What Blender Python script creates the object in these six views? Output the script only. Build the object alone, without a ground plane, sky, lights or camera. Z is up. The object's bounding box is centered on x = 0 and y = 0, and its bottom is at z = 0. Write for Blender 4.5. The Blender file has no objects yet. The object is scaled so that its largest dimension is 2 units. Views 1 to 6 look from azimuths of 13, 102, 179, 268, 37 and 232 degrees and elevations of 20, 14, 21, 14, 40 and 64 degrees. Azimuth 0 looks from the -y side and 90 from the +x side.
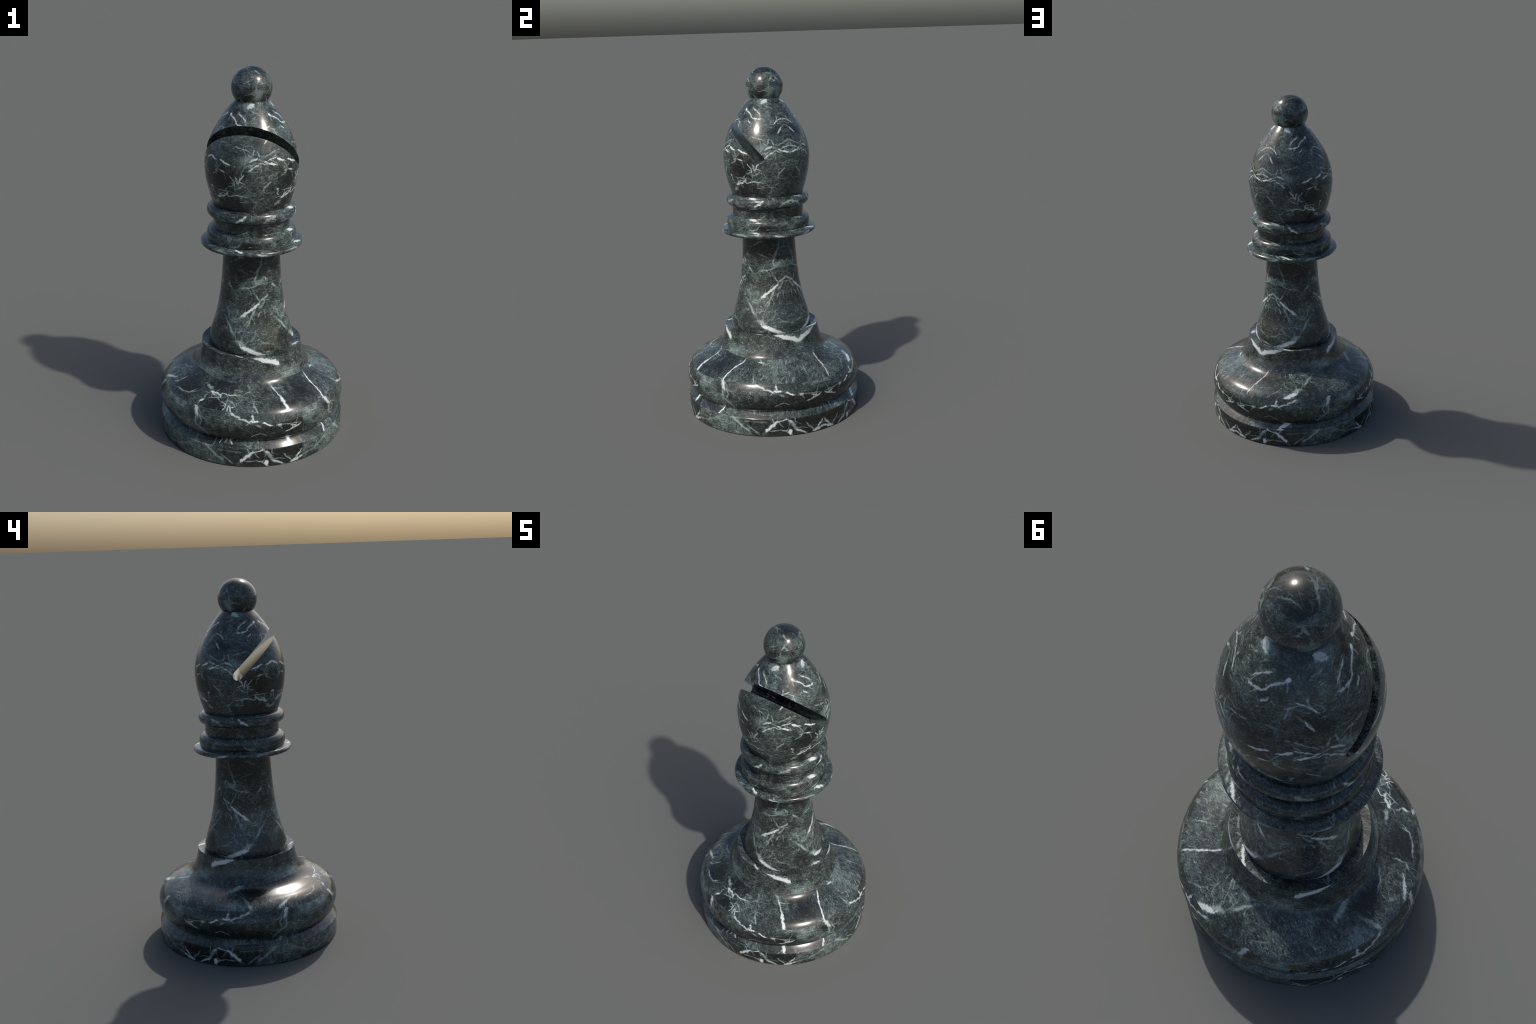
# A polished green-black marble bishop from a chess set: turned (lathe) parts, a slanted
# slot sawn into the head, and a box-projected veined marble made of nodes.
import math
import bpy
import bmesh
import numpy as np
from mathutils import Vector

SEGMENTS = 256

# ------------------------------------------------------------------ lathe profiles (radius, height)
PLINTH = [(.505, 0), (.5080, .0012), (.5090, .004), (.5092, .060), (.5090, .0945), (.5080, .0992),
          (.5058, .1022), (.4725, .1335), (.440, .150)]
CUSHION = [(.440, .128), (.4600, .1285), (.4705, .1330), (.4818, .1425), (.4925, .1560), (.5010, .1760), (.5065, .1980), (.5087, .2200),
           (.5072, .2380), (.5042, .2505), (.5008, .2600), (.4966, .2700), (.4908, .2800), (.4838, .2905),
           (.4742, .3010), (.4625, .3110), (.4475, .3203), (.4312, .3284), (.4150, .3352), (.3980, .3422),
           (.3800, .3484), (.3620, .3546), (.3460, .3610), (.3320, .3686), (.3190, .3786), (.3078, .3912),
           (.2997, .4060), (.2930, .4205), (.2875, .4360), (.2832, .4520), (.2794, .4690), (.2760, .4870),
           (.2732, .5010), (.2718, .5117)]
LEDGE = [(.2718, .5117), (.2290, .5040), (.200, .4995)]
STEM = [(.222, .492), (.2290, .5045), (.2318, .5130), (.2328, .5230), (.2315, .5370), (.2275, .5530), (.2200, .5800),
        (.2115, .6090), (.1965, .6575), (.1840, .7140), (.1735, .7720), (.1655, .8400), (.1608, .8860),
        (.1565, .9450), (.1535, 1.000), (.1520, 1.070)]
FLANGE = [(.130, 1.0590), (.2400, 1.0645), (.2550, 1.0680), (.2642, 1.0722), (.2696, 1.0780), (.2712, 1.0845),
          (.2695, 1.0915), (.2640, 1.0962), (.2560, 1.0985), (.2345, 1.1025), (.200, 1.107)]
LOWER_RING = [(.200, 1.098), (.2335, 1.0990), (.2368, 1.1130), (.2378, 1.1280), (.2368, 1.1410), (.2330, 1.1535),
              (.2265, 1.1620), (.2180, 1.1680), (.2035, 1.1725), (.180, 1.175)]
NECK = [(.2033, 1.160), (.2033, 1.250)]
HEAD = [(.198, 1.270), (.2025, 1.2880), (.2063, 1.3020), (.2128, 1.3225), (.2193, 1.3420), (.2250, 1.3620), (.2300, 1.3820),
        (.2343, 1.4020), (.2384, 1.4220), (.2415, 1.4420), (.2438, 1.4620), (.2453, 1.4820), (.2459, 1.5020),
        (.2452, 1.5220), (.2431, 1.5420), (.2398, 1.5620), (.2353, 1.5820), (.2296, 1.6020), (.2226, 1.6220),
        (.2146, 1.6420), (.2054, 1.6620), (.1949, 1.6820), (.1833, 1.7020), (.1708, 1.7220), (.1576, 1.7420),
        (.1436, 1.7620), (.1285, 1.7820), (.1125, 1.8020), (.0965, 1.8195), (.0840, 1.8325), (.060, 1.853)]


def ring_profile():
    a = np.radians(np.linspace(-100, 100, 33))
    return [(.2010 + .0358 * math.cos(t), 1.2590 + .0340 * math.sin(t)) for t in a]


def ball_profile():
    a = np.radians(np.linspace(-70, 90, 57))
    return [(.1053 * math.cos(t), 1.8947 + .1053 * math.sin(t)) for t in a[:-1]] + [(0.0, 2.0)]


def smooth_profile(pts, corner=35.0, step=.004):
    """Catmull-Rom through the points, kept sharp where the profile turns by more than `corner` degrees."""
    p = [np.array(q, float) for q in pts]
    n = len(p)
    sharp = [True] * n
    for i in range(1, n - 1):
        a, b = p[i] - p[i - 1], p[i + 1] - p[i]
        ang = math.degrees(abs(math.atan2(a[0] * b[1] - a[1] * b[0], a @ b)))
        sharp[i] = ang > corner
    out, corners = [], []
    for i in range(n - 1):
        a, b = p[i], p[i + 1]
        length = np.linalg.norm(b - a)
        ma = (b - a) if sharp[i] else (p[i + 1] - p[i - 1]) * length / (np.linalg.norm(p[i + 1] - a) + np.linalg.norm(a - p[i - 1]))
        mb = (b - a) if sharp[i + 1] else (p[i + 2] - a) * length / (np.linalg.norm(p[i + 2] - b) + np.linalg.norm(b - a))
        k = max(2, int(length / step))
        if sharp[i]:
            corners.append(len(out))
        for j in range(k):
            t = j / k
            out.append((2*t**3 - 3*t*t + 1) * a + (t**3 - 2*t*t + t) * ma + (-2*t**3 + 3*t*t) * b + (t**3 - t*t) * mb)
    corners.append(len(out))
    out.append(p[-1])
    return [tuple(q) for q in out], set(corners)


def lathe(name, pts, corner=35.0, step=.004):
    prof, corners = smooth_profile(pts, corner, step)
    me = bpy.data.meshes.new(name)
    verts, faces, rows = [], [], []
    for r, z in prof:
        if r < 1e-6:
            rows.append([len(verts)])
            verts.append((0, 0, z))
        else:
            rows.append(list(range(len(verts), len(verts) + SEGMENTS)))
            verts += [(r * math.cos(math.tau * k / SEGMENTS), r * math.sin(math.tau * k / SEGMENTS), z) for k in range(SEGMENTS)]
    for lo, hi in zip(rows[:-1], rows[1:]):
        for k in range(SEGMENTS):
            m = (k + 1) % SEGMENTS
            if len(hi) == 1:
                faces.append((lo[k], lo[m], hi[0]))
            else:
                faces.append((lo[k], lo[m], hi[m], hi[k]))
    faces.append(tuple(reversed(rows[0])))
    if len(rows[-1]) > 1:
        faces.append(tuple(rows[-1]))
    me.from_pydata(verts, [], faces)
    me.update()
    me.polygons.foreach_set("use_smooth", [True] * len(me.polygons))
    me.set_sharp_from_angle(angle=math.radians(32))
    return me


# ------------------------------------------------------------------ marble
# The stone is one slab pattern, seen through a box projection: the four sides show the slab as
# (x or y, height), the level faces show it as (x, 1 - y).  Each vein is a spine of control points
# on the slab: (width in mm, strength, points...).
HEAD_VEINS = [
    (4.5, .6, (-.134, 1.408), (-.069, 1.405)),
    (7, .8, (-.069, 1.405), (-.080, 1.391), (-.107, 1.372), (-.136, 1.362)),
    (5, .7, (-.139, 1.361), (-.100, 1.396), (-.080, 1.386), (-.064, 1.376)),
    (6, .8, (-.064, 1.376), (-.035, 1.387), (-.009, 1.385), (.020, 1.381)),
    (13, .6, (-.142, 1.345), (-.135, 1.336)),
    (4.5, .5, (-.009, 1.351), (.010, 1.352)),
    (9, .4, (.019, 1.361), (.028, 1.354)),
    (4.5, .4, (.048, 1.378), (.058, 1.358), (.078, 1.337), (.051, 1.314)),
    (4, .5, (-.161, 1.418), (-.160, 1.394), (-.149, 1.383)),
    (7, .8, (-.111, 1.511), (-.084, 1.505)),
    (6, .5, (-.141, 1.509), (-.129, 1.513), (-.132, 1.500), (-.152, 1.488)),
    (6, .8, (-.055, 1.484), (-.047, 1.475), (-.036, 1.460), (-.036, 1.438)),
    (7, .8, (-.024, 1.480), (-.019, 1.469), (-.017, 1.454)),
    (5, .7, (-.005, 1.483), (-.007, 1.461), (.012, 1.451)),
    (4.5, .5, (-.037, 1.428), (-.019, 1.422), (-.002, 1.429), (.012, 1.445)),
    (8, .9, (-.162, 1.572), (-.139, 1.561)),
    (8, .9, (-.110, 1.563), (-.081, 1.549), (-.062, 1.543)),
    (7, .8, (.046, 1.523), (.062, 1.535), (.089, 1.548)),
    (7.5, .7, (.049, 1.566), (.064, 1.575), (.079, 1.579)),
    (6, .6, (.065, 1.554), (.049, 1.536)),
    (5, .8, (.094, 1.555), (.129, 1.550)),
    (9, .9, (.131, 1.556), (.165, 1.544)),
    (6.5, .85, (.110, 1.563), (.126, 1.567), (.143, 1.576), (.164, 1.581)),
    (4, .5, (.079, 1.580), (.109, 1.563)),
    (5, .5, (.117, 1.590), (.139, 1.602), (.156, 1.611)),
    (6, .6, (.059, 1.611), (.059, 1.596)),
    (5, .5, (.078, 1.610), (.091, 1.586)),
    (5.5, .6, (.036, 1.597), (.049, 1.586)),
    (4, .5, (-.029, 1.632), (-.003, 1.626), (.031, 1.615)),
    (4.5, .4, (.013, 1.639), (.050, 1.638)),
    (6, .8, (.107, 1.650), (.113, 1.662), (.119, 1.677)),
    (7.5, .3, (.119, 1.677), (.130, 1.691)),
    (6, .75, (.087, 1.700), (.100, 1.714), (.117, 1.724)),
    (7.5, .3, (.063, 1.700), (.068, 1.711), (.079, 1.718)),
    (6, .6, (.108, 1.418), (.123, 1.440), (.144, 1.460)),
    (4, .4, (.082, 1.486), (.111, 1.486), (.126, 1.491)),
    (6, .4, (.134, 1.477), (.143, 1.492)),
    (4, .4, (.130, 1.401), (.146, 1.392)),
    (7, .8, (-.058, 1.717), (-.051, 1.708)),
    (6, .75, (-.041, 1.732), (-.034, 1.728), (-.011, 1.725), (.012, 1.726)),
    (9.5, .9, (-.083, 1.776), (-.079, 1.772)),
    (6, .7, (-.083, 1.772), (-.068, 1.761), (-.052, 1.750), (-.041, 1.732)),
    (5, .7, (-.036, 1.779), (-.020, 1.766), (.008, 1.747)),
    (14, .8, (.012, 1.818), (.032, 1.822)),
    (8, .7, (.003, 1.807), (.034, 1.816)),
    (4, .4, (-.016, 1.797), (.004, 1.785)),
    (4, .6, (-.130, 1.715), (-.110, 1.705)),
]
FINIAL_VEINS = [
    (4, .5, (-.014, 1.868), (.010, 1.871), (.028, 1.882)),
    (4, .5, (-.040, 1.846), (-.034, 1.837), (-.025, 1.834)),
    (7, .6, (.055, 1.946), (.050, 1.930)),
    (6, .3, (.042, 1.910), (.042, 1.890)),
    (9, .4, (.072, .978), (.060, .950)),
    (7, .6, (.028, 1.047), (.047, 1.054)),
    (4, .4, (-.040, 1.020), (-.010, 1.045)),
    (4, .4, (-.030, .960), (.010, .945)),
]
STEM_VEINS = [
    (14, .9, (-.010, .711), (.018, .734), (.050, .754), (.070, .775)),
    (9, .65, (.070, .775), (.082, .791), (.101, .809), (.120, .823)),
    (6, .5, (.063, .824), (.078, .796)),
    (9, .6, (.055, .743), (.043, .715), (.035, .695), (.029, .670)),
    (7, .5, (.035, .695), (.008, .666)),
    (5, .4, (.029, .670), (.015, .646), (-.005, .603)),
    (7, .5, (.103, .792), (.094, .773), (.082, .758)),
    (6, .5, (.086, .736), (.075, .709)),
    (6, .4, (.105, .738), (.110, .712)),
    (23, .55, (-.029, .576), (-.009, .573), (.013, .557)),
    (21, 1.0, (.000, .553), (.030, .540), (.063, .526), (.102, .508)),
    (21, 1.0, (.103, .504), (.134, .492), (.164, .485), (.197, .464)),
    (7, .4, (.065, .636), (.067, .612), (.054, .591), (.033, .588)),
    (9, .45, (-.097, .668), (-.075, .651), (-.058, .631)),
    (6, .35, (-.042, .639), (-.043, .607), (-.029, .580)),
    (4, .4, (-.037, .639), (.002, .646)),
    (7.5, .6, (-.091, .878), (-.076, .855)),
    (6.5, .5, (-.021, .861), (.005, .866), (.026, .866), (.055, .876)),
    (5, .6, (.001, .868), (.031, .867)),
    (5, .45, (.051, .905), (.097, .903)),
    (9, .4, (.058, .928), (.068, .965), (.080, .994), (.084, 1.023)),
    (6, .45, (-.073, 1.000), (-.040, 1.019), (-.004, 1.034)),
    (7.5, .5, (.058, .928), (.051, .908), (.061, .890)),
    (6, .5, (.098, .923), (.105, .914)),
    (7.5, .35, (-.101, .737), (-.076, .719)),
]
COLLAR_VEINS = [
    (9, .75, (-.029, 1.250), (-.011, 1.252), (.005, 1.266), (.022, 1.278)),
    (11, .65, (.111, 1.240), (.124, 1.258), (.142, 1.268), (.166, 1.274)),
    (6.5, .4, (.005, 1.176), (.023, 1.189)),
    (5.5, .35, (-.112, 1.112), (-.085, 1.133), (-.066, 1.154)),
    (4.5, .4, (-.080, 1.118), (-.055, 1.155)),
    (6, .5, (-.045, 1.105), (-.020, 1.119), (-.002, 1.137)),
    (6, .6, (-.064, 1.108), (-.039, 1.113)),
    (9, .8, (.095, 1.090), (.108, 1.083), (.148, 1.077)),
    (11, .5, (-.145, 1.098), (-.112, 1.089), (-.072, 1.085)),
    (4, .5, (.037, 1.114), (.052, 1.115)),
    (20, .9, (.207, 1.052), (.219, 1.030)),
    (20, .9, (.243, 1.036), (.254, 1.005)),
    (7, .9, (-.025, 1.244), (-.002, 1.258), (.012, 1.262)),
    (9, .4, (.090, 1.222), (.115, 1.222)),
    (11, .4, (-.120, 1.243), (-.090, 1.243)),
    (9, .5, (-.215, .950), (-.240, .935)),
    (8, .6, (.180, .840), (.150, .815)),
]
BASE_VEINS = [
    (16, .9, (.062, .033), (.084, .052), (.115, .082)),
    (7, .7, (.115, .080), (.143, .090), (.170, .096)),
    (19, .6, (.188, .085), (.203, .069), (.214, .049), (.226, .033)),
    (16, .8, (.186, .087), (.195, .081)),
    (9.5, .8, (.226, .031), (.250, .017), (.270, .004)),
    (6.5, .6, (.087, .030), (.134, .036), (.182, .029)),
    (17, .9, (.189, .030), (.191, .005)),
    (6.5, .6, (.273, .060), (.293, .036), (.313, .011)),
    (8, .8, (.310, .005), (.330, .020), (.352, .056)),
    (11, .8, (.313, .004), (.345, .018), (.362, .026)),
    (5, .5, (.217, .099), (.222, .070)),
    (14, .55, (-.132, .102), (-.098, .074), (-.066, .047), (-.044, .034)),
    (7, .5, (-.047, .061), (-.015, .039), (.012, .019)),
    (5.5, .4, (-.066, .085), (-.024, .089), (.051, .085)),
    (12, .35, (-.351, .029), (-.312, .036), (-.248, .069), (-.196, .099)),
    (21, .7, (-.200, .305), (-.191, .285), (-.185, .256)),
    (9, .5, (-.192, .254), (-.190, .210)),
    (7, .5, (-.168, .260), (-.156, .234), (-.164, .208)),
    (7, .5, (-.185, .204), (-.149, .179), (-.121, .146)),
    (7, .4, (-.158, .258), (-.130, .242)),
    (9, .8, (-.002, .296), (.020, .285), (.049, .276)),
    (7, .8, (.052, .270), (.082, .268), (.105, .256)),
    (8, .9, (.107, .263), (.146, .260)),
    (9, .9, (.176, .254), (.207, .241)),
    (11, .8, (.115, .288), (.123, .267)),
    (9.5, .6, (.142, .241), (.160, .235)),
    (12, .8, (.244, .239), (.254, .237)),
    (4.5, .6, (.270, .238), (.343, .230)),
    (7.5, .8, (.282, .191), (.321, .208), (.348, .222)),
    (6.5, .7, (.307, .225), (.324, .216)),
    (5, .5, (.113, .173), (.135, .188), (.162, .193), (.188, .180)),
]
SHOULDER_VEINS = [
    (9, .85, (.172, 1.280), (.204, 1.308), (.242, 1.337)),
    (16, .9, (.236, 1.334), (.262, 1.362), (.305, 1.402)),
    (8, .9, (.318, 1.100), (.383, 1.159), (.438, 1.197), (.455, 1.222)),
    (6.5, .6, (-.342, 1.301), (-.289, 1.347), (-.253, 1.360), (-.228, 1.349)),
    (14, .6, (-.163, 1.318), (-.137, 1.344)),
    (7, .7, (-.139, 1.361), (-.096, 1.381), (-.074, 1.392)),
    (9, .7, (-.165, 1.413), (-.180, 1.424)),
    (8, .8, (-.011, 1.453), (-.002, 1.478), (.010, 1.490)),
    (8, .7, (.285, .621), (.244, .649), (.200, .688), (.164, .721)),
    (9, .6, (.472, 1.011), (.440, 1.020)),
    (9, .7, (.336, .985), (.330, 1.005)),
    (26, .6, (-.340, .900), (-.322, .949)),
    (16, .55, (-.420, .983), (-.470, 1.007)),
    (14, .8, (-.390, 1.205), (-.446, 1.162)),
    (13, .5, (-.061, .623), (-.092, .673)),
    (8, .5, (-.300, 1.150), (-.340, 1.120), (-.360, 1.090)),
    (7, .5, (-.310, 1.235), (-.345, 1.260), (-.370, 1.250)),
    (6, .5, (.300, .760), (.345, .735)),
    (6, .45, (.100, .580), (.150, .560)),
    (6, .45, (-.200, .600), (-.240, .640)),
]
# soft clouds: (u, v, radius u, radius v, turn in degrees, strength); pale green, then black
PALE_CLOUDS = [
    (.025, 1.568, .050, .030, 0, .8), (.020, 1.815, .045, .030, 0, .8), (.050, 1.860, .055, .030, 42, 1.5),
    (.085, .895, .060, .026, 0, .7), (-.045, .705, .080, .080, 0, .45), (-.305, .260, .070, .060, 0, .8),
    (-.200, .060, .180, .080, -20, .45), (-.445, .915, .060, .110, 10, .8), (-.150, .405, .090, .045, 0, .7),
    (.330, .905, .080, .090, 0, .6), (.100, .075, .035, .030, 45, .8), (-.110, .095, .030, .030, 0, .7), (.218, 1.090, .060, .050, 0, .4),
    (-.250, .215, .100, .050, -30, .45), (.060, 1.560, .130, .050, 10, .4), (.150, .505, .060, .022, -20, .5),
    (.150, 1.130, .060, .060, 0, .3), (-.290, .790, .100, .100, 0, .35), (.400, .900, .08, .12, 0, .3),
]
BLACK_CLOUDS = [
    (-.080, 1.325, .110, .055, 0, .9), (-.105, 1.455, .070, .060, 0, .9), (.030, 1.122, .065, .032, 0, 1.0),
    (.007, 1.853, .050, .026, 10, 1.0), (.092, 1.662, .050, .022, 15, .7), (.250, .060, .230, .120, 0, .8),
    (.120, .160, .260, .080, 0, .8), (.130, 1.562, .050, .020, 10, .7), (-.074, 1.314, .080, .060, 0, .5),
    (.330, 1.225, .120, .080, 40, .6), (-.290, 1.280, .110, .120, 0, .6), (.320, .210, .080, .060, 0, .8),
    (-.060, 1.205, .090, .040, 0, .6), (.010, .975, .110, .080, 0, .5), (.060, 1.190, .200, .035, 0, .35),  # the cloud at v .975 paints the shadow at the stem top into the marble
    (-.364, 1.040, .060, .090, 0, .6), (-.080, .560, .050, .060, 0, .3),
]
ALL_VEINS = HEAD_VEINS + FINIAL_VEINS + STEM_VEINS + COLLAR_VEINS + BASE_VEINS + SHOULDER_VEINS


def grow_twigs(veins, seed=7):
    """Thin side shoots that leave the placed veins at an angle."""
    rng = np.random.default_rng(seed)
    out = []
    for width, strength, *pts in veins:
        for (u0, v0), (u1, v1) in zip(pts[:-1], pts[1:]):
            if rng.random() > .38:
                continue
            t = rng.uniform(.15, .85)
            a = math.atan2(v1 - v0, u1 - u0) + rng.choice([-1, 1]) * rng.uniform(.5, 1.3)
            reach = rng.uniform(.010, .026) + width * .0006
            p = (u0 + (u1 - u0) * t, v0 + (v1 - v0) * t)
            q = (p[0] + reach * math.cos(a), p[1] + reach * math.sin(a))
            a += rng.uniform(-.7, .7)
            r = (q[0] + reach * .7 * math.cos(a), q[1] + reach * .7 * math.sin(a))
            out.append((rng.uniform(2.2, 3.6), .35 if strength < .6 else .55, p, q, r))
    return out


TWIGS = grow_twigs(ALL_VEINS)


class Nodes:
    """Small helper that writes node chains like expressions."""

    def __init__(self, tree):
        self.t = tree

    def put(self, socket, value):
        if isinstance(value, bpy.types.NodeSocket):
            self.t.links.new(value, socket)
        else:
            socket.default_value = value

    def new(self, kind, **props):
        n = self.t.nodes.new(kind)
        for k, v in props.items():
            setattr(n, k, v)
        return n

    def math(self, op, a, b=None, c=None, clamp=False):
        n = self.new("ShaderNodeMath", operation=op, use_clamp=clamp)
        for i, v in enumerate((a, b, c)):
            if v is not None:
                self.put(n.inputs[i], v)
        return n.outputs[0]

    def vec(self, op, a, b=None, scale=None):
        n = self.new("ShaderNodeVectorMath", operation=op)
        self.put(n.inputs[0], a)
        if b is not None:
            self.put(n.inputs[1], b)
        if scale is not None:
            self.put(n.inputs["Scale"], scale)
        return n.outputs[0]

    def noise(self, vector, scale, detail=2.0, rough=.5, distortion=0.0, lac=2.0, colour=False):
        n = self.new("ShaderNodeTexNoise", noise_dimensions="3D")
        self.put(n.inputs["Vector"], vector)
        for k, v in (("Scale", scale), ("Detail", detail), ("Roughness", rough), ("Distortion", distortion), ("Lacunarity", lac)):
            n.inputs[k].default_value = v
        return n.outputs["Color" if colour else 0]

    def step(self, value, lo, hi, a=0.0, b=1.0):
        n = self.new("ShaderNodeMapRange", interpolation_type="SMOOTHSTEP")
        self.put(n.inputs[0], value)
        for i, v in enumerate((lo, hi, a, b)):
            self.put(n.inputs[i + 1], v)
        return n.outputs[0]

    def mix(self, fac, a, b):
        n = self.new("ShaderNodeMix", data_type="RGBA")
        self.put(n.inputs[0], fac)
        for i, v in ((6, a), (7, b)):
            self.put(n.inputs[i], v if isinstance(v, bpy.types.NodeSocket) else (*v, 1))
        return n.outputs[2]

    def spot(self, vector, u, v, ru, rv, turn):
        """1 in the middle of a turned ellipse, falling linearly to 0 at its rim."""
        m = self.new("ShaderNodeMapping", vector_type="TEXTURE")
        self.put(m.inputs["Vector"], vector)
        m.inputs["Location"].default_value = (u, v, 0)
        m.inputs["Rotation"].default_value = (0, 0, turn)
        m.inputs["Scale"].default_value = (ru, rv, 1)
        g = self.new("ShaderNodeTexGradient", gradient_type="SPHERICAL")
        self.t.links.new(m.outputs[0], g.inputs[0])
        return g.outputs[1]

    def larger(self, a, b):
        """Running maximum; a may be None at the start."""
        return b if a is None else self.math("MAXIMUM", a, b)


def shown_on(u, v, windows, margin):
    return any(u0 - margin <= u <= u1 + margin and v0 - margin <= v <= v1 + margin for u0, v0, u1, v1 in windows)


def marble(name, windows):
    """windows: the slab areas (u0, v0, u1, v1) that the part shows; only their veins are wired in."""
    mat = bpy.data.materials.new(name)
    mat.use_nodes = True
    n = Nodes(mat.node_tree)
    shader = mat.node_tree.nodes["Principled BSDF"]

    # box projection
    coord = n.new("ShaderNodeTexCoord")
    pos, nor = n.new("ShaderNodeSeparateXYZ"), n.new("ShaderNodeSeparateXYZ")
    n.put(pos.inputs[0], coord.outputs["Object"])
    n.put(nor.inputs[0], n.vec("ABSOLUTE", coord.outputs["Normal"]))
    x, y, z = pos.outputs
    ax, ay, az = nor.outputs
    level = n.math("GREATER_THAN", n.math("MULTIPLY", az, 1.002), n.math("MAXIMUM", ax, ay))
    side_x = n.math("MULTIPLY", n.math("GREATER_THAN", ax, ay), n.math("SUBTRACT", 1.0, level))
    u = n.math("MULTIPLY_ADD", side_x, n.math("SUBTRACT", y, x), x)
    v = n.math("MULTIPLY_ADD", level, n.math("SUBTRACT", n.math("SUBTRACT", 1.0, y), z), z)
    slab_node = n.new("ShaderNodeCombineXYZ")
    n.put(slab_node.inputs[0], u)
    n.put(slab_node.inputs[1], v)
    slab = slab_node.outputs[0]

    # wandering of the veins
    half = (.5, .5, .5)
    bend = n.vec("SCALE", n.vec("SUBTRACT", n.noise(slab, 38, 2, .6, colour=True), half), scale=.016)
    fray = n.vec("SCALE", n.vec("SUBTRACT", n.noise(slab, 210, 2, .6, colour=True), half), scale=.006)
    bent = n.vec("MULTIPLY", n.vec("ADD", n.vec("ADD", slab, bend), fray), (1, 1, 0))
    wide = n.vec("SCALE", n.vec("SUBTRACT", n.noise(slab, 7, 3, .6, colour=True), half), scale=.16)
    drift = n.vec("ADD", n.vec("ADD", slab, wide), bend)

    # placed veins: a broken white core inside a soft pale-green halo
    tiers = {.35: None, .55: None, .75: None, .95: None}
    for width, strength, *pts in ALL_VEINS + TWIGS:
        for (u0, v0), (u1, v1) in zip(pts[:-1], pts[1:]):
            cu, cv = (u0 + u1) / 2, (v0 + v1) / 2
            if not shown_on(cu, cv, windows, .03):
                continue
            length, w = math.hypot(u1 - u0, v1 - v0), width / 1000
            g = n.spot(bent, cu, cv, length * 1.2 + w * 1.0, w * .98 + .0008, math.atan2(v1 - v0, u1 - u0))
            k = min(tiers, key=lambda t: abs(t - strength))
            tiers[k] = n.larger(tiers[k], g)
    grain = n.noise(slab, 170, 3, .7)
    clump = n.noise(slab, 55, 4, .65, .5)
    ragged = n.math("ADD", n.math("MULTIPLY_ADD", grain, .55, -.275), n.math("MULTIPLY_ADD", clump, .9, -.45))
    vein, halo = None, None
    for k, most in tiers.items():
        if most is not None:
            m = n.math("MULTIPLY", n.step(n.math("ADD", most, ragged), .30, .88 - .20 * k), {.35: .26, .55: .50, .75: .76, .95: .97}[k])
            h = n.math("MULTIPLY", most, .35 + .5 * k)
            vein = m if vein is None else n.math("MAXIMUM", vein, m)
            halo = h if halo is None else n.math("MAXIMUM", halo, h)
    if vein is None:
        vein, halo = 0.0, 0.0

    # clouds
    def clouds(table):
        total = None
        for cu, cv, ru, rv, t, s in table:
            if shown_on(cu, cv, windows, max(ru, rv)):
                g = n.spot(drift_small, cu, cv, ru * 1.15, rv * 1.15, math.radians(t))
                total = n.larger(total, n.math("MULTIPLY", g, s))
        return 0.0 if total is None else total
    drift_small = n.vec("MULTIPLY", n.vec("ADD", n.vec("ADD", slab, n.vec("SCALE", wide, scale=.25)), bend), (1, 1, 0))
    pale, black = clouds(PALE_CLOUDS), clouds(BLACK_CLOUDS)

    # ground of the stone: black, grey-green, speckled with short pale fibres
    def fibres(turn, along, across, low, high):
        m = n.new("ShaderNodeMapping")
        n.put(m.inputs["Vector"], swirl)
        m.inputs["Rotation"].default_value = (0, 0, math.radians(turn))
        m.inputs["Scale"].default_value = (along, across, 1)
        return n.step(n.noise(m.outputs[0], 1.0, 4, .62, .7), low, high)
    swirl = n.vec("ADD", n.vec("ADD", slab, n.vec("SCALE", wide, scale=.35)), n.vec("SCALE", bend, scale=.6))
    big = n.noise(drift, 5.5, 3, .55)
    mid = n.noise(swirl, 36, 5, .66, .5)
    fine = n.noise(slab, 165, 4, .78, .4)
    tone = n.math("MULTIPLY_ADD", big, .75, .125)
    tone = n.math("MULTIPLY_ADD", pale, .48, tone)
    tone = n.math("MULTIPLY_ADD", black, -.52, tone)
    tone = n.math("MULTIPLY_ADD", halo, .30, tone)
    body = n.math("ADD", n.math("MULTIPLY_ADD", mid, 1.0, -.50), n.math("MULTIPLY_ADD", fine, 1.35, -.675))
    green = n.step(n.math("ADD", tone, body), .08, 1.02)
    ramp = n.new("ShaderNodeValToRGB")
    ramp.color_ramp.elements[0].color = (.0095, .0108, .0102, 1)
    ramp.color_ramp.elements[1].color = (.136, .182, .172, 1)
    for at, c in ((.28, (.0170, .0208, .0200)), (.55, (.0385, .0495, .0475)), (.78, (.0710, .0935, .0885))):
        e = ramp.color_ramp.elements.new(at)
        e.color = (*c, 1)
    n.put(ramp.inputs[0], green)
    colour = ramp.outputs[0]

    # short fibres in two directions, and a few thin threads
    f1, f2 = fibres(38, 55, 185, .575, .69), fibres(-55, 50, 170, .585, .70)
    short = n.math("MAXIMUM", f1, f2)
    where = n.step(n.noise(drift, 16, 3, .6), .40, .64)
    ridge = n.math("ABSOLUTE", n.math("SUBTRACT", n.noise(swirl, 15, 3, .55, .5), .5))
    thread = n.math("MULTIPLY", n.step(n.math("ADD", ridge, n.math("MULTIPLY_ADD", grain, .03, -.015)), 0.0, .017, 1.0, 0.0), where)
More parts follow.
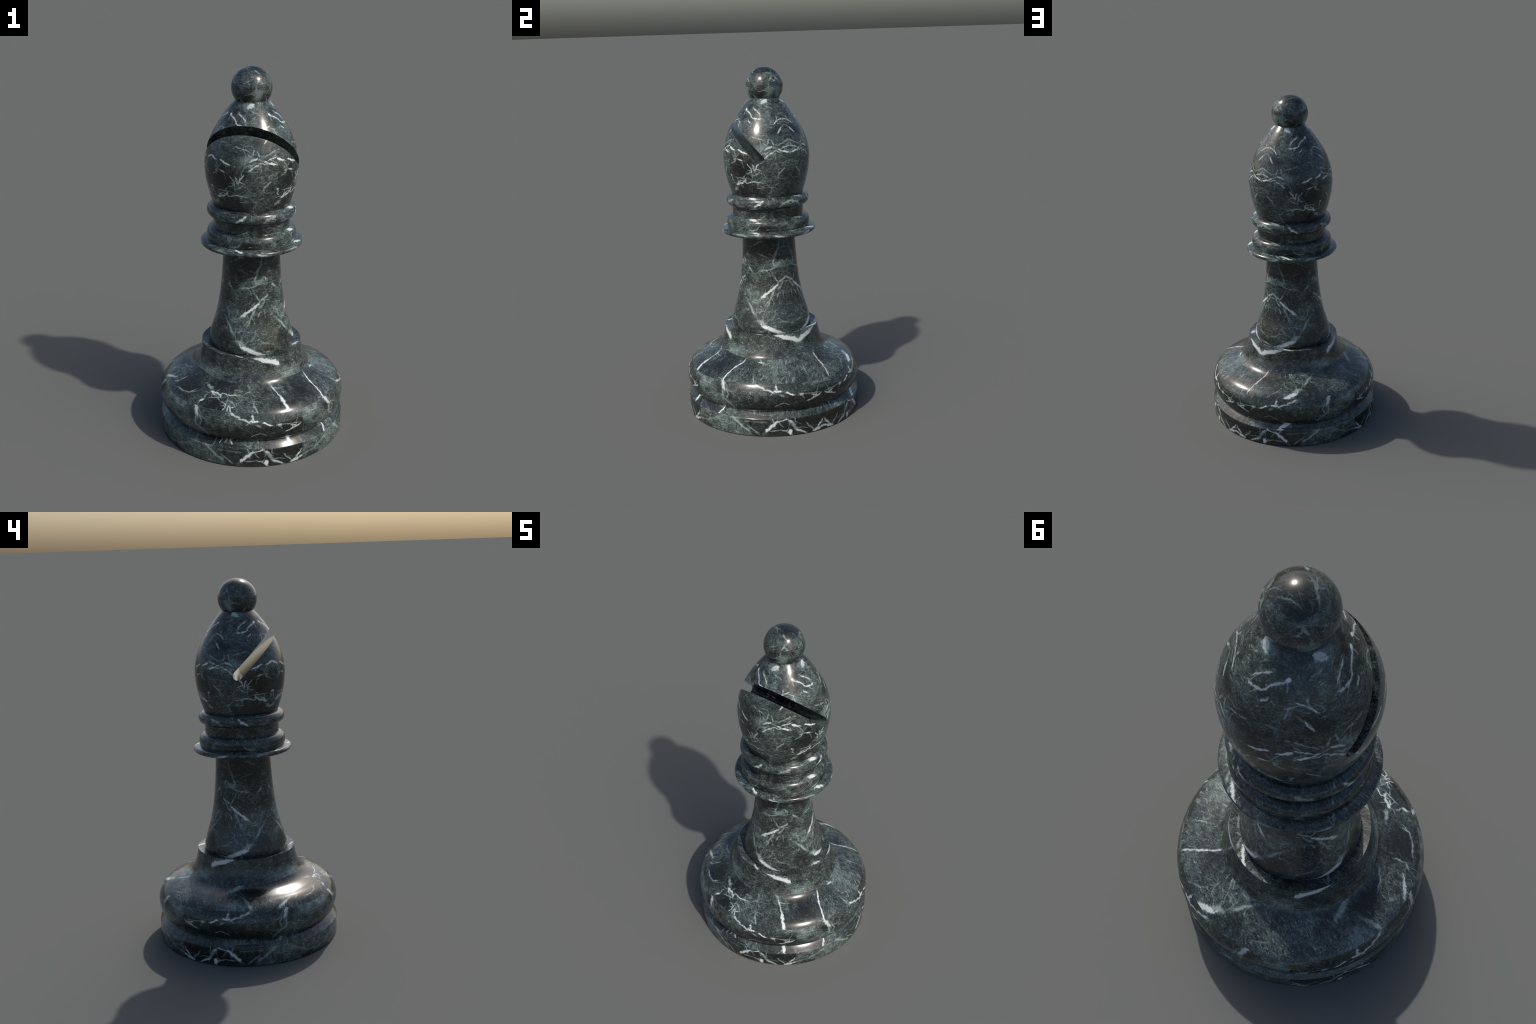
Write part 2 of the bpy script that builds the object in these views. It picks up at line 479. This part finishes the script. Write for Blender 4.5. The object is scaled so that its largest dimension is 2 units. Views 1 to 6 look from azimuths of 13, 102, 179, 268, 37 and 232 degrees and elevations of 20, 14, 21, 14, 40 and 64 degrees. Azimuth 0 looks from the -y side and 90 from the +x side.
    cell = n.new("ShaderNodeTexVoronoi", feature="DISTANCE_TO_EDGE")
    n.put(cell.inputs["Vector"], n.vec("ADD", swirl, n.vec("SCALE", fray, scale=1.2)))
    cell.inputs["Scale"].default_value = 30
    crack = n.step(n.math("ADD", cell.outputs["Distance"], n.math("MULTIPLY_ADD", grain, .10, -.05)), 0.0, .045, 1.0, 0.0)
    crack = n.math("MULTIPLY", crack, n.step(n.noise(swirl, 22, 3, .6), .48, .66))
    lines = n.math("MAXIMUM", n.math("MULTIPLY", short, .66), n.math("MAXIMUM", n.math("MULTIPLY", thread, .55), n.math("MULTIPLY", crack, .60)))
    lines = n.math("MULTIPLY", lines, n.step(n.math("ADD", tone, n.math("MULTIPLY_ADD", mid, .8, -.4)), .10, .80, .18, 1.0))
    colour = n.mix(n.math("MULTIPLY", lines, .85, clamp=True), colour, (.230, .285, .275))
    fleck = n.math("MAXIMUM", fibres(62, 34, 120, .600, .655), fibres(-25, 38, 125, .610, .665))
    fleck = n.math("MULTIPLY", fleck, n.step(n.math("ADD", tone, n.math("MULTIPLY_ADD", clump, .8, -.4)), .30, .78, 0.0, .62))
    colour = n.mix(fleck, colour, (.36, .42, .41))
    white = n.mix(n.step(n.math("ADD", vein, n.math("MULTIPLY_ADD", clump, .8, -.4)), .30, .95), (.26, .34, .32), (.60, .62, .63))
    colour = n.mix(vein, colour, white)
    n.put(shader.inputs["Base Color"], colour)
    shader.inputs["Roughness"].default_value = .19
    return mat


# ------------------------------------------------------------------ assembly
def add(name, mesh, parent, material):
    ob = bpy.data.objects.new(name, mesh)
    bpy.context.scene.collection.objects.link(ob)
    ob.parent = parent
    mesh.materials.clear()
    mesh.materials.append(material)
    return ob


SLOT_CENTRE = (.0172, 1.5103)       # y, z of the rounded bottom of the saw cut
SLOT_HALF = .0240                   # half of the cut's width


def slot_cutter():
    """A stadium-ended bar along x, rising at 45 degrees towards -y."""
    cy, cz = SLOT_CENTRE
    d = np.array([-1, 1]) / math.sqrt(2)          # rising direction in (y, z)
    w = np.array([1, 1]) / math.sqrt(2)           # across the cut
    c = np.array([cy, cz])
    outline = []
    for a in np.radians(np.linspace(-90, 90, 33)):
        outline.append(c - d * SLOT_HALF * math.cos(a) + w * SLOT_HALF * math.sin(a))
    outline.append(c + d * .6 + w * SLOT_HALF)
    outline.append(c + d * .6 - w * SLOT_HALF)
    bm = bmesh.new()
    a = [bm.verts.new((-.4, y, z)) for y, z in outline]
    b = [bm.verts.new((.4, y, z)) for y, z in outline]
    n = len(a)
    for i in range(n):
        j = (i + 1) % n
        bm.faces.new((a[i], a[j], b[j], b[i]))
    bm.faces.new(a)
    bm.faces.new(list(reversed(b)))
    bmesh.ops.recalc_face_normals(bm, faces=bm.faces)
    me = bpy.data.meshes.new("slot_cutter")
    bm.to_mesh(me)
    bm.free()
    return me


def cut_head(mesh):
    prof, _ = smooth_profile(HEAD)
    head = bpy.data.objects.new("head_work", mesh)
    cutter = bpy.data.objects.new("slot_cutter", slot_cutter())
    for o in (head, cutter):
        bpy.context.scene.collection.objects.link(o)
    mod = head.modifiers.new("slot", "BOOLEAN")
    mod.operation, mod.solver, mod.object = "DIFFERENCE", "EXACT", cutter
    dg = bpy.context.evaluated_depsgraph_get()
    out = bpy.data.meshes.new_from_object(head.evaluated_get(dg))
    bpy.data.objects.remove(head)
    bpy.data.objects.remove(cutter)
    out.name = "head"
    # exact normals: turned surface from the profile, saw cut from its stadium section
    pr = np.array(prof)
    tang = np.gradient(pr, axis=0)
    cy, cz = SLOT_CENTRE
    rise, across = np.array([-1, 1]) / math.sqrt(2), np.array([1, 1]) / math.sqrt(2)
    normals = [None] * len(out.loops)
    for poly in out.polygons:
        c = poly.center
        rc = math.hypot(c.x, c.y)
        q = np.array([c.y - cy, c.z - cz])
        t, s = q @ rise, q @ across
        dist = abs(s) if t > 0 else math.hypot(t, s)
        in_cut = abs(dist - SLOT_HALF) < .0012 and (c.z < 1.45 or rc < np.interp(c.z, pr[:, 1], pr[:, 0]) - .0008 or abs(Vector((0, across[0], across[1])).dot(poly.normal)) > .97)
        for li in poly.loop_indices:
            v = out.vertices[out.loops[li].vertex_index].co
            if in_cut:
                qv = np.array([v.y - cy, v.z - cz])
                tv, sv = qv @ rise, qv @ across
                g = -across * math.copysign(1, s) if t > 0 else -(rise * min(tv, 0) + across * sv)
                nv = Vector((0, g[0], g[1]))
            elif abs(poly.normal.z) > .999:
                nv = poly.normal.copy()
            else:
                nr, nz = np.interp(v.z, pr[:, 1], tang[:, 1]), -np.interp(v.z, pr[:, 1], tang[:, 0])
                r = max(1e-6, math.hypot(v.x, v.y))
                nv = Vector((nr * v.x / r, nr * v.y / r, nz))
            normals[li] = nv.normalized()
    out.polygons.foreach_set("use_smooth", [True] * len(out.polygons))
    out.normals_split_custom_set(normals)
    return out


def build():
    root = bpy.data.objects.new("chess_bishop", None)
    bpy.context.scene.collection.objects.link(root)
    root["label"] = "polished dark green marble chess bishop with white veins"
    root["category"] = "chess piece"

    def group(name):
        e = bpy.data.objects.new(name, None)
        bpy.context.scene.collection.objects.link(e)
        e.parent = root
        return e

    top = .52
    plinth_stone = marble("marble_plinth", [(-.37, 0, .37, .12), (-top, 1 - top, top, .68), (-top, 1.32, top, 1 + top),
                                            (-top, .60, -.33, 1.40), (.33, .60, top, 1.40)])
    cushion_stone = marble("marble_cushion", [(-.37, .12, .37, .52), (-top, 1 - top, top, .80), (-top, 1.20, top, 1 + top),
                                              (-top, .70, -.20, 1.30), (.20, .70, top, 1.30)])
    stem_stone = marble("marble_stem", [(-.17, .49, .17, 1.07)])
    collar_stone = marble("marble_collar", [(-.2, 1.05, .2, 1.30), (-.28, .72, .28, 1.28)])
    head_stone = marble("marble_head", [(-.18, 1.27, .18, 1.85)])
    finial_stone = marble("marble_finial", [(-.08, 1.8, .08, 1.99), (-.08, .92, .08, 1.08)])
    base = group("base")
    add("plinth", lathe("plinth", PLINTH), base, plinth_stone)
    add("cushion", lathe("cushion", CUSHION + LEDGE[1:]), base, cushion_stone)
    add("stem", lathe("stem", STEM), root, stem_stone)
    collar = group("collar")
    add("flange", lathe("flange", FLANGE, 35, .002), collar, collar_stone)
    add("lower_ring", lathe("lower_ring", LOWER_RING, 40, .002), collar, collar_stone)
    add("neck", lathe("neck", NECK), collar, collar_stone)
    add("upper_ring", lathe("upper_ring", ring_profile(), 35, .002), collar, collar_stone)
    add("head", cut_head(lathe("head", HEAD)), root, head_stone)
    add("finial_ball", lathe("finial_ball", ball_profile()), root, finial_stone)


build()
